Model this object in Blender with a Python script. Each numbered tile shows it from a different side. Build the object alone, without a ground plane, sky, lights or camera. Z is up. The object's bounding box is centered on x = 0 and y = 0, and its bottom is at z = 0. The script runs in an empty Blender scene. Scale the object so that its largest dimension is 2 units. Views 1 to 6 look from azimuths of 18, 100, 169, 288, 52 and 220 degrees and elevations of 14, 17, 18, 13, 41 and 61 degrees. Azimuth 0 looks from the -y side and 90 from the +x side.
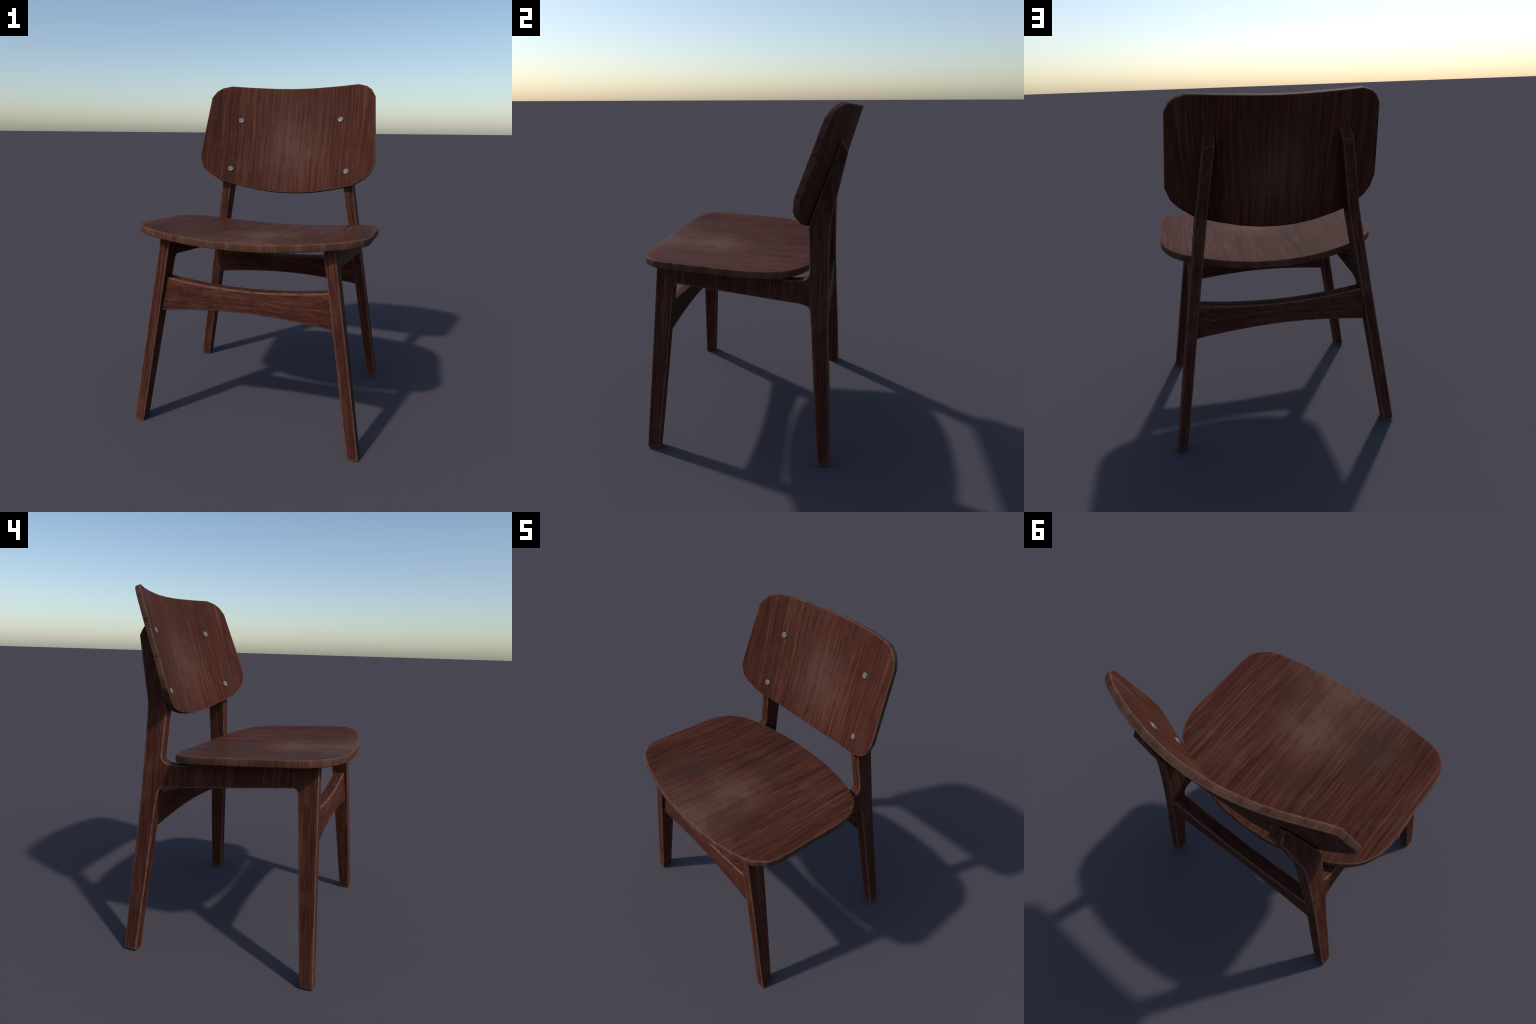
"""Mid-century side chair in dark, worn walnut: bent seat and backrest on two
splayed side frames joined by two waisted stretchers, four steel screws."""
import bpy, bmesh, math
from mathutils import Vector

scene_collection = bpy.context.scene.collection

# ------------------------------------------------------------------ materials
class Graph:
    """tiny helper that chains shader nodes"""
    def __init__(self, name):
        self.mat = bpy.data.materials.new(name)
        self.mat.use_nodes = True
        self.tree = self.mat.node_tree
        self.tree.nodes.clear()
        out = self.tree.nodes.new('ShaderNodeOutputMaterial')
        self.bsdf = self.tree.nodes.new('ShaderNodeBsdfPrincipled')
        self.tree.links.new(self.bsdf.outputs[0], out.inputs[0])

    def put(self, socket, value):
        if isinstance(value, bpy.types.NodeSocket):
            self.tree.links.new(value, socket)
        elif value is not None:
            socket.default_value = value

    def node(self, kind, inputs=None, **props):
        n = self.tree.nodes.new(kind)
        for k, v in props.items():
            setattr(n, k, v)
        for k, v in (inputs or {}).items():
            self.put(n.inputs[k], v)
        return n

    def math(self, op, a, b=None, c=None, clamp=False):
        n = self.node('ShaderNodeMath', operation=op, use_clamp=clamp)
        self.put(n.inputs[0], a); self.put(n.inputs[1], b)
        if c is not None:
            self.put(n.inputs[2], c)
        return n.outputs[0]

    def vmath(self, op, a, b=None):
        n = self.node('ShaderNodeVectorMath', operation=op)
        self.put(n.inputs[0], a); self.put(n.inputs[1], b)
        return n.outputs['Value'] if op in ('DOT_PRODUCT', 'LENGTH') else n.outputs[0]

    def noise(self, vec, scale, detail=2.0, rough=0.5, distort=0.0):
        return self.node('ShaderNodeTexNoise', {'Vector': vec, 'Scale': scale, 'Detail': detail,
                         'Roughness': rough, 'Distortion': distort}).outputs['Fac']

    def span(self, val, lo, hi, to0=0.0, to1=1.0):
        n = self.node('ShaderNodeMapRange', {'Value': val, 'From Min': lo, 'From Max': hi,
                      'To Min': to0, 'To Max': to1}, interpolation_type='SMOOTHSTEP')
        return n.outputs[0]

    def ramp(self, val, stops):
        n = self.node('ShaderNodeValToRGB', {'Fac': val})
        e = n.color_ramp.elements
        while len(e) < len(stops):
            e.new(0.5)
        for el, (pos, col) in zip(e, stops):
            el.position = pos
            el.color = (*col, 1)
        return n.outputs[0]

    def mix(self, fac, a, b, blend='MIX'):
        n = self.node('ShaderNodeMix', data_type='RGBA', blend_type=blend)
        self.put(n.inputs[0], fac)
        self.put(n.inputs[6], (*a, 1) if isinstance(a, tuple) else a)
        self.put(n.inputs[7], (*b, 1) if isinstance(b, tuple) else b)
        return n.outputs[2]

    def ellipse(self, pos, centre, radii, soft=1.0):
        """1 at centre falling smoothly to 0 at the ellipsoid's border"""
        d = self.vmath('SUBTRACT', pos, centre)
        d = self.vmath('MULTIPLY', d, tuple(1.0 / r for r in radii))
        return self.span(self.vmath('LENGTH', d), 1.0, 1.0 - soft)


DARK, DEEP, MID, PALE, WORN = ((0.017, 0.0064, 0.0047), (0.041, 0.0112, 0.0075), (0.068, 0.0205, 0.0125),
                               (0.111, 0.0410, 0.0245), (0.180, 0.100, 0.069))


def walnut(name, squeeze, seed, wave=0.0, tilt=(0, 0, 0), pale_spots=(), dark_spots=(),
           edge=0.95, rim=False, arris=False, reach=0.011, haze_amount=0.22):
    """dark walnut. squeeze: how much each object axis is compressed in texture
    space (small = along the grain)."""
    g = Graph(name)
    pos = g.node('ShaderNodeTexCoord').outputs['Object']
    base = g.node('ShaderNodeMapping', {'Vector': pos, 'Location': (seed * 3.7, seed * 1.9, seed * 5.3),
                                        'Rotation': tilt}).outputs[0]
    # lazy sideways drift of the fibres
    drift = g.node('ShaderNodeTexNoise', {'Vector': base, 'Scale': 2.2, 'Detail': 1.0}).outputs['Color']
    drift = g.vmath('SUBTRACT', drift, (0.5, 0.5, 0.5))
    drift = g.vmath('SCALE', drift); drift.node.inputs['Scale'].default_value = 0.035
    fibre = g.vmath('ADD', base, drift)
    if wave:
        curl = g.node('ShaderNodeTexNoise', {'Vector': base, 'Scale': 14.0, 'Detail': 1.0}).outputs['Color']
        curl = g.vmath('SUBTRACT', curl, (0.5, 0.5, 0.5))
        curl = g.vmath('SCALE', curl); curl.node.inputs['Scale'].default_value = wave
        fibre = g.vmath('ADD', fibre, curl)
    grain = g.vmath('MULTIPLY', fibre, squeeze)

    broad = g.noise(grain, 20.0, 2.0, 0.5)
    medium = g.noise(grain, 78.0, 3.0, 0.6, 0.15)
    fine = g.noise(g.vmath('ADD', grain, (4.1, 9.2, 6.6)), 260.0, 2.0, 0.6)
    tonev = g.math('MULTIPLY_ADD', broad, 0.20, g.math('MULTIPLY_ADD', medium, 0.45, g.math('MULTIPLY', fine, 0.35)))
    col = g.ramp(tonev, [(0.38, DEEP), (0.46, tuple(0.5 * (a + b) for a, b in zip(MID, DEEP))), (0.52, MID), (0.62, PALE)])
    # pale fibres, open pores and dark heart lines
    vein = g.span(g.noise(g.vmath('ADD', grain, (1.7, 5.5, 3.3)), 110.0, 2.0, 0.5), 0.58, 0.68)
    col = g.mix(g.math('MULTIPLY', vein, 0.55), col, PALE)
    pore = g.span(g.noise(g.vmath('ADD', grain, (2.9, 0.4, 8.1)), 120.0, 1.0, 0.4), 0.60, 0.70)
    heart = g.span(g.noise(g.vmath('ADD', grain, (7.3, 2.1, 4.4)), 52.0, 2.5, 0.6), 0.58, 0.70)
    col = g.mix(g.math('MULTIPLY', pore, 0.45), col, DARK)
    col = g.mix(g.math('MULTIPLY', heart, 0.55), col, DARK)

    if rim:                                       # handled, bleached edge
        worn = g.span(g.noise(g.vmath('ADD', grain, (5.0, 1.0, 2.0)), 18.0, 3.0, 0.6), 0.36, 0.62)
        col = g.mix(g.math('MULTIPLY_ADD', worn, 0.42, 0.18), col, (0.128, 0.070, 0.046))

    # stains and rubbed, pale places
    blot = g.math('MULTIPLY_ADD', g.noise(pos, 8.0, 5.0, 0.65), 0.6, g.math('MULTIPLY', g.noise(grain, 30.0, 2.0), 0.4))
    for centre, radii, amount in dark_spots:
        m = g.math('MULTIPLY', g.ellipse(pos, centre, radii), g.span(blot, 0.40, 0.58, 0.15, 1.0))
        col = g.mix(g.math('MULTIPLY', m, amount), col, (0.047, 0.0265, 0.0180))
    for centre, radii, amount in pale_spots:
        m = g.math('MULTIPLY', g.ellipse(pos, centre, radii), g.span(g.math('SUBTRACT', 1.0, blot), 0.36, 0.58, 0.35, 1.0))
        col = g.mix(g.math('MULTIPLY', m, amount), col, (0.122, 0.064, 0.048))
    haze = g.span(g.noise(g.vmath('ADD', base, (3.1, 8.8, 1.2)), 5.5, 5.0, 0.62), 0.50, 0.72)
    col = g.mix(g.math('MULTIPLY', haze, haze_amount), col, (0.115, 0.060, 0.044))
    # hair-fine scratches in all directions
    scuff = None
    for i, (rot, stretch) in enumerate((((0.4, 0.3, 0.7), (3, 90, 90)), ((1.1, 0.5, -0.6), (90, 3, 90)))):
        v = g.node('ShaderNodeMapping', {'Vector': pos, 'Rotation': rot, 'Scale': stretch,
                                         'Location': (seed, i * 4.0, 0)}).outputs[0]
        s = g.span(g.noise(v, 2.2, 1.0, 0.5), 0.68, 0.76)
        scuff = s if scuff is None else g.math('MAXIMUM', scuff, s)
    scuff = g.math('MULTIPLY', scuff, g.span(g.noise(pos, 6.0, 2.0), 0.50, 0.66))
    col = g.mix(g.math('MULTIPLY', scuff, 0.20), col, (0.14, 0.085, 0.066))
    # rubbed edges: where the rounded normal leaves the face normal
    geo = g.node('ShaderNodeNewGeometry')
    soft = g.node('ShaderNodeBevel', {'Radius': reach}, samples=6).outputs[0]
    bend = g.math('SUBTRACT', 1.0, g.vmath('DOT_PRODUCT', soft, geo.outputs['True Normal']))
    rub = 1.0 if arris else g.span(bend, 0.006, 0.11)
    rub = g.math('MULTIPLY', rub, g.span(g.noise(g.vmath('MULTIPLY', fibre, (1, 1, 1)), 24.0, 4.0, 0.65), 0.30, 0.60, 0.25, 1.0))
    col = g.mix(g.math('MULTIPLY', rub, edge), col, WORN)
    g.put(g.bsdf.inputs['Base Color'], col)
    g.put(g.bsdf.inputs['Roughness'], g.math('MULTIPLY_ADD', tonev, 0.30, 0.50))
    g.put(g.bsdf.inputs['Specular IOR Level'], 0.06)
    bump = g.node('ShaderNodeBump', {'Strength': 0.22, 'Distance': 0.002,
                  'Height': g.math('SUBTRACT', tonev, g.math('MULTIPLY', pore, 0.35))}).outputs[0]
    g.put(g.bsdf.inputs['Normal'], bump)
    return g.mat


def steel(name):
    g = Graph(name)
    pos = g.node('ShaderNodeTexCoord').outputs['Object']
    n = g.noise(pos, 160.0, 3.0, 0.6)
    col = g.ramp(n, [(0.3, (0.12, 0.112, 0.108)), (0.7, (0.20, 0.188, 0.178))])
    g.put(g.bsdf.inputs['Base Color'], col)
    g.put(g.bsdf.inputs['Metallic'], 0.2)
    g.put(g.bsdf.inputs['Roughness'], g.span(n, 0.2, 0.8, 0.5, 0.38))
    return g.mat


# ------------------------------------------------------------------ utilities
def smooth_closed(points, steps):
    """closed Catmull-Rom curve through 2D points"""
    n, out = len(points), []
    for i in range(n):
        p0, p1, p2, p3 = (Vector(points[(i + k) % n]) for k in (-1, 0, 1, 2))
        for s in range(steps):
            t = s / steps
            out.append(0.5 * ((2 * p1) + (p2 - p0) * t + (2 * p0 - 5 * p1 + 4 * p2 - p3) * t * t
                              + (3 * p1 - p0 - 3 * p2 + p3) * t ** 3))
    return out


def mirror_outline(half):
    """half outline from a centre point to a centre point -> closed, symmetric"""
    return list(half) + [(-x, y) for x, y in reversed(half[1:-1])]


def outward(points):
    n, res = len(points), []
    area = sum(points[i].x * points[(i + 1) % n].y - points[(i + 1) % n].x * points[i].y for i in range(n))
    sgn = 1 if area > 0 else -1
    for i in range(n):
        a = (points[i] - points[i - 1]).normalized()
        b = (points[(i + 1) % n] - points[i]).normalized()
        t = (a + b).normalized()
        res.append(Vector((t.y, -t.x)) * sgn / max(0.6, t.dot(a)))
    return res


def new_object(name, mesh, parent, material):
    ob = bpy.data.objects.new(name, mesh)
    scene_collection.objects.link(ob)
    ob.parent = parent
    if not mesh.materials:
        mesh.materials.append(material)
    return ob


def finish(bm, name, angle=38):
    bmesh.ops.recalc_face_normals(bm, faces=bm.faces)
    me = bpy.data.meshes.new(name)
    bm.to_mesh(me)
    bm.free()
    for p in me.polygons:
        p.use_smooth = True
    me.set_sharp_from_angle(angle=math.radians(angle))
    return me


def bent_panel(name, outline, place, thick, round_top, round_bottom, skins, rings=14):
    """A bent plywood panel. outline: closed 2D curve; place(a, b, depth) -> 3D
    point, depth 0 on the show face. Rounded rim, both faces gridded."""
    norm = outward(outline)
    outline = [p + n * GROW for p, n in zip(outline, norm)]
    centre = Vector((0, sum(p.y for p in outline) / len(outline)))
    profile = []                                   # (inset, depth)
    for k in range(4):
        a = math.pi / 2 * k / 3
        profile.append((round_top * (1 - math.sin(a)), round_top * (1 - math.cos(a))))
    for k in range(4):
        a = math.pi / 2 * k / 3
        profile.append((round_bottom * (1 - math.cos(a)), thick - round_bottom * (1 - math.sin(a))))
    bm = bmesh.new()

    def face_rings(inset, depth):
        res = []
        border = [p - n * inset for p, n in zip(outline, norm)]
        for r in range(1, rings):
            s = r / rings
            res.append([bm.verts.new(place(*(centre + (p - centre) * s), depth)) for p in border])
        return bm.verts.new(place(*centre, depth)), res

    c_top, top = face_rings(profile[0][0], 0.0)
    c_bot, bot = face_rings(profile[-1][0], thick)
    rim = [[bm.verts.new(place(*(p - n * d), z)) for p, n in zip(outline, norm)] for d, z in profile]
    layers = top + rim + bot[::-1]
    m = len(outline)
    for k, (la, lb) in enumerate(zip(layers[:-1], layers[1:])):
        on_rim = rings <= k + 1 < rings + len(rim) - 1        # the sawn edge shows its plies
        for i in range(m):
            j = (i + 1) % m
            bm.faces.new((la[i], la[j], lb[j], lb[i])).material_index = int(on_rim)
    for i in range(m):
        j = (i + 1) % m
        bm.faces.new((c_top, layers[0][j], layers[0][i]))
        bm.faces.new((c_bot, layers[-1][i], layers[-1][j]))
    me = finish(bm, name)
    for skin in skins:
        me.materials.append(skin)
    return me


# ---------------------------------------------------------------- dimensions
def seat_top(x, y):
    return (1.1011 + 0.1426 * x * x - 0.0541 * y + 0.0114 * y * y + 0.0024 * x * x * y
            - 0.0287 * x ** 4 - 0.0172 * y ** 3
            + 0.006 * max(0.0, 1 - (x / 0.62) ** 2) * max(0.0, 1 - ((y + 0.12) / 0.5) ** 2))


def back_face(x, z):
    w = z - 1.6
    return 0.4710 + 0.2980 * w - 0.4610 * x * x + 0.0150 * x * x * w - 0.045 * x ** 4


BACK_LEAN = Vector((0, 1, -0.2896)).normalized()
SEAT_THICK, BACK_THICK = 0.042, 0.033
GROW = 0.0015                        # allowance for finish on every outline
SPLAY = 0.1625                       # the side frames lean in by this much per metre


def frame_outer(z): return 0.6695 - SPLAY * z
def frame_inner(z): return 0.6075 - SPLAY * z


# --------------------------------------------------------------------- chair
chair = bpy.data.objects.new('wooden_chair', None)
scene_collection.objects.link(chair)
chair['label'] = 'dark walnut dining chair with bent seat and screwed backrest'
chair['category'] = 'chair'

# seat ------------------------------------------------------------------
seat_half = [(0, -0.6225), (0.256, -0.608), (0.405, -0.583), (0.540, -0.548), (0.598, -0.505), (0.644, -0.430),
             (0.649, -0.206), (0.651, 0.037), (0.607, 0.176), (0.520, 0.260), (0.362, 0.3275), (0.172, 0.372), (0, 0.382)]
seat_wood = walnut('walnut_seat', (1.0, 0.022, 0.12), 1.0,
                   pale_spots=(((0.04, -0.27, 1.1), (0.32, 0.30, 0.5), 0.9), ((0.03, -0.64, 1.14), (0.50, 0.34, 0.5), 0.9)),
                   dark_spots=(((-0.30, -0.36, 1.1), (0.24, 0.36, 0.5), 0.9), ((-0.07, 0.05, 1.1), (0.26, 0.18, 0.5), 0.8),
                               ((0.30, -0.42, 1.1), (0.18, 0.14, 0.5), 0.5)))
seat_rim = walnut('walnut_seat_rim', (1, 1, 0.05), 11.0, rim=True)
seat_mesh = bent_panel('seat', smooth_closed(mirror_outline(seat_half), 5),
                       lambda x, y, d: Vector((x, y, seat_top(x, y) - d)), SEAT_THICK, 0.0065, 0.006, (seat_wood, seat_rim))
new_object('seat', seat_mesh, chair, seat_wood)

# backrest --------------------------------------------------------------
back_half = [(0, 1.983), (0.11, 1.9845), (0.22, 1.989), (0.33, 1.994), (0.4345, 2.0), (0.491, 1.986), (0.5245, 1.963), (0.551, 1.922),
             (0.563, 1.79), (0.576, 1.66), (0.588, 1.529), (0.5645, 1.460), (0.526, 1.419), (0.449, 1.369), (0.33, 1.338),
             (0.203, 1.3125), (0.10, 1.3005), (0, 1.2965)]


def divide(points, steps):
    n, out = len(points), []
    for i in range(n):
        a, b = Vector(points[i]), Vector(points[(i + 1) % n])
        out += [a.lerp(b, s / steps) for s in range(steps)]
    return out


back_wood = walnut('walnut_backrest', (1.0, 0.022, 0.022), 2.0,
                   pale_spots=(((-0.01, 0.45, 1.60), (0.34, 0.5, 0.36), 0.55),), edge=0.3)
back_rim = walnut('walnut_backrest_rim', (1, 0.05, 1), 12.0, rim=True)
back_mesh = bent_panel('backrest', divide(mirror_outline(back_half), 3),
                       lambda x, z, d: Vector((x, back_face(x, z), z)) + BACK_LEAN * d, BACK_THICK, 0.004, 0.003, (back_wood, back_rim))
backrest = new_object('backrest', back_mesh, chair, back_wood)

# screws: low dished steel heads sitting on the backrest -------------------
def screw_mesh():
    prof = [(0.0, 0.0052), (0.005, 0.0053), (0.0105, 0.0066), (0.0145, 0.0068), (0.0172, 0.0058), (0.0186, 0.0035),
            (0.0187, -0.004)]
    bm = bmesh.new()
    seg, rows = 24, []
    for r, h in prof[1:]:
        rows.append([bm.verts.new((r * math.cos(2 * math.pi * k / seg), r * math.sin(2 * math.pi * k / seg), h)) for k in range(seg)])
    c = bm.verts.new((0, 0, prof[0][1]))
    for k in range(seg):
        bm.faces.new((c, rows[0][k], rows[0][(k + 1) % seg]))
        for a, b in zip(rows[:-1], rows[1:]):
            bm.faces.new((a[k], b[k], b[(k + 1) % seg], a[(k + 1) % seg]))
    bm.faces.new(rows[-1])
    return finish(bm, 'screw', 50)


screw_data = screw_mesh()
screw_data.materials.append(steel('brushed_steel'))
for x, z in ((-0.351, 1.768), (0.333, 1.777), (-0.391, 1.446), (0.401, 1.451)):
    screw = bpy.data.objects.new('screw', screw_data)
    scene_collection.objects.link(screw)
    screw.parent = backrest
    nrm = Vector((-2 * 0.456 * x, -1, 0.297)).normalized()
    screw.location = Vector((x, back_face(x, z), z))
    screw.rotation_euler = nrm.to_track_quat('Z', 'Y').to_euler()

# side frames: one shaped slab, then split into leg / rail / leg -----------
under = lambda y: seat_top(0.485, y) - SEAT_THICK + 0.006
frame_outline = [
    # front leg, up its front edge, then under the seat to the rear
    (-0.5715, 0.0), (-0.551, 0.36), (-0.530, 0.72), (-0.507, under(-0.507)),
    (-0.30, under(-0.30)), (-0.10, under(-0.10)), (0.08, under(0.08)), (0.193, under(0.193)),
    # shallow relief behind the seat and the rounded inner corner
    (0.209, 1.066), (0.235, 1.060), (0.270, 1.0575), (0.310, 1.059), (0.332, 1.062), (0.350, 1.071), (0.362, 1.085), (0.366, 1.103),
    # front edge of the post, then the slope the backrest is screwed to
    (0.3635, 1.15), (0.359, 1.24), (0.353, 1.345), (0.364, 1.395), (0.503, 1.792),
    # crest and down the rear edge
    (0.512, 1.797), (0.523, 1.786), (0.535, 1.765), (0.5445, 1.741), (0.527, 1.660), (0.507, 1.565), (0.484, 1.458), (0.474, 1.42), (0.468, 1.38),
    (0.4655, 1.32), (0.467, 1.17), (0.472, 0.92), (0.483, 0.68), (0.498, 0.43), (0.5165, 0.0),
    # rear leg, up its front edge
    (0.446, 0.0), (0.412, 0.44), (0.387, 0.79), (0.3765, 0.893), (0.372, 0.907), (0.362, 0.9185), (0.345, 0.926), (0.318, 0.932),
    # rail underside and front inner corner, then down the front leg
    (-0.386, 1.0055), (-0.398, 1.003), (-0.407, 0.995), (-0.4125, 0.980),
    (-0.425, 0.850), (-0.461, 0.447), (-0.5025, 0.0)]


def side_frame(side):
    bm = bmesh.new()
    pts = [Vector(p) for p in frame_outline]
    pts = [p + n * GROW for p, n in zip(pts, outward(pts))]
    o, i = [], []
    for y, z in pts:
        foot = z < 0.01                              # feet are cut square to the splayed legs
        zo, zi = (0.0085, -0.0010) if foot else (z, z)
        o.append(bm.verts.new((side * frame_outer(zo), y, zo)))
        i.append(bm.verts.new((side * frame_inner(zi), y, zi)))
    n = len(o)
    bm.faces.new(o); bm.faces.new(i[::-1])
    for k in range(n):
        bm.faces.new((o[k], i[k], i[(k + 1) % n], o[(k + 1) % n]))
    bmesh.ops.recalc_face_normals(bm, faces=bm.faces)
    rims = [e for e in bm.edges if len(e.link_faces) == 2 and sum(len(f.verts) > 4 for f in e.link_faces) == 1]
    cut = bmesh.ops.bevel(bm, geom=rims, offset=0.0055, segments=3, profile=0.5, affect='EDGES', clamp_overlap=True)
    for f in cut['faces']:
        f.material_index = 1                          # rubbed arris
    for y in (-0.4125, 0.348):                        # joints of rail and legs
        bmesh.ops.bisect_plane(bm, geom=bm.verts[:] + bm.edges[:] + bm.faces[:], dist=1e-5, plane_co=(0, y, 0), plane_no=(0, 1, 0))
    bmesh.ops.triangulate(bm, faces=[f for f in bm.faces if len(f.verts) > 4])
    whole = finish(bm, 'side_frame', 42)
    tmp = bpy.data.objects.new('tmp', whole)
    scene_collection.objects.link(tmp)
    mod = tmp.modifiers.new('w', 'WEIGHTED_NORMAL')
    mod.keep_sharp = True
    mod.weight = 90
    solid = bpy.data.meshes.new_from_object(tmp.evaluated_get(bpy.context.evaluated_depsgraph_get()))
    bpy.data.objects.remove(tmp)
    normals = [tuple(c.vector) for c in solid.corner_normals]
    groups = {'front_leg': [], 'side_rail': [], 'rear_leg': []}
    for p in solid.polygons:
        y = p.center.y
        groups['front_leg' if y < -0.4125 else 'rear_leg' if y > 0.348 else 'side_rail'].append(p)
    for name, polys in groups.items():
        used, faces, loop_normals = {}, [], []
        for p in polys:
            faces.append([used.setdefault(v, len(used)) for v in p.vertices])
            loop_normals += [normals[li] for li in p.loop_indices]
        me = bpy.data.meshes.new(name)
        me.from_pydata([solid.vertices[v].co for v in used], [], faces)
        me.polygons.foreach_set('use_smooth', [True] * len(me.polygons))
        me.normals_split_custom_set(loop_normals)
        for m in frame_wood[name][0 if side > 0 else 1]:
            me.materials.append(m)
        me.polygons.foreach_set('material_index', [p.material_index for p in polys])
        new_object(name, me, chair, None)


frame_wood = {}
for kind, seed, squeeze, lean in (('front_leg', 3.0, (1, 1, 0.028), 0.055), ('side_rail', 4.0, (1, 1, 0.028), 0.0), ('rear_leg', 5.0, (1, 1, 0.028), -0.03)):
    frame_wood[kind] = [[walnut('walnut_%s%s' % (kind, '_arris' if worn else ''), squeeze, seed + d, tilt=(lean, s * 0.16, 0),
                                edge=0.62 if worn else 0.6, arris=worn, reach=0.018, haze_amount=0.32) for worn in (False, True)]
                        for d, s in ((0.0, 1), (0.37, -1))]
side_frame(1)
side_frame(-1)

# stretchers: waisted rails between the legs -------------------------------
def stretcher(front_y, lean, depth, seed):
    """front_y(z) = front_y + lean*z on the outer face; depth is signed towards the chair's middle"""
    bm = bmesh.new()
    rows, steps, r = [], 40, 0.008
    for k in range(steps + 1):
        t = -1 + 2 * k / steps
        u = abs(t) ** 1.9
        ztop, zbot = 0.8545 + 0.037 * u, 0.730 - 0.038 * u
        ring = []
        for cy, cz, a0 in ((1, 1, 0), (0, 1, 90), (0, 0, 180), (1, 0, 270)):
            for q in range(4):
                a = math.radians(a0 + 30 * q)
                z = (ztop - r if cz else zbot + r) + r * math.sin(a)
                d = (abs(depth) - r if cy else r) + r * math.cos(a)
                y = front_y + lean * z + math.copysign(d, depth)
                ring.append(bm.verts.new((t * (frame_inner(z) + 0.008), y, z)))
        rows.append(ring)
    m = len(rows[0])
    for a, b in zip(rows[:-1], rows[1:]):
        for i in range(m):
            bm.faces.new((a[i], a[(i + 1) % m], b[(i + 1) % m], b[i])).material_index = int(i % 4 != 3)
    bm.faces.new(rows[0][::-1]); bm.faces.new(rows[-1])
    me = finish(bm, 'stretcher', 40)
    for worn in (False, True):
        me.materials.append(walnut('walnut_stretcher%s' % ('_arris' if worn else ''), (0.04, 1, 1), seed, wave=0.022,
                                   edge=0.62 if worn else 0.6, arris=worn, reach=0.014))
    new_object('stretcher', me, chair, None)


stretcher(-0.5855, 0.1, 0.068, 7.0)
stretcher(0.483, -0.018, -0.075, 8.0)
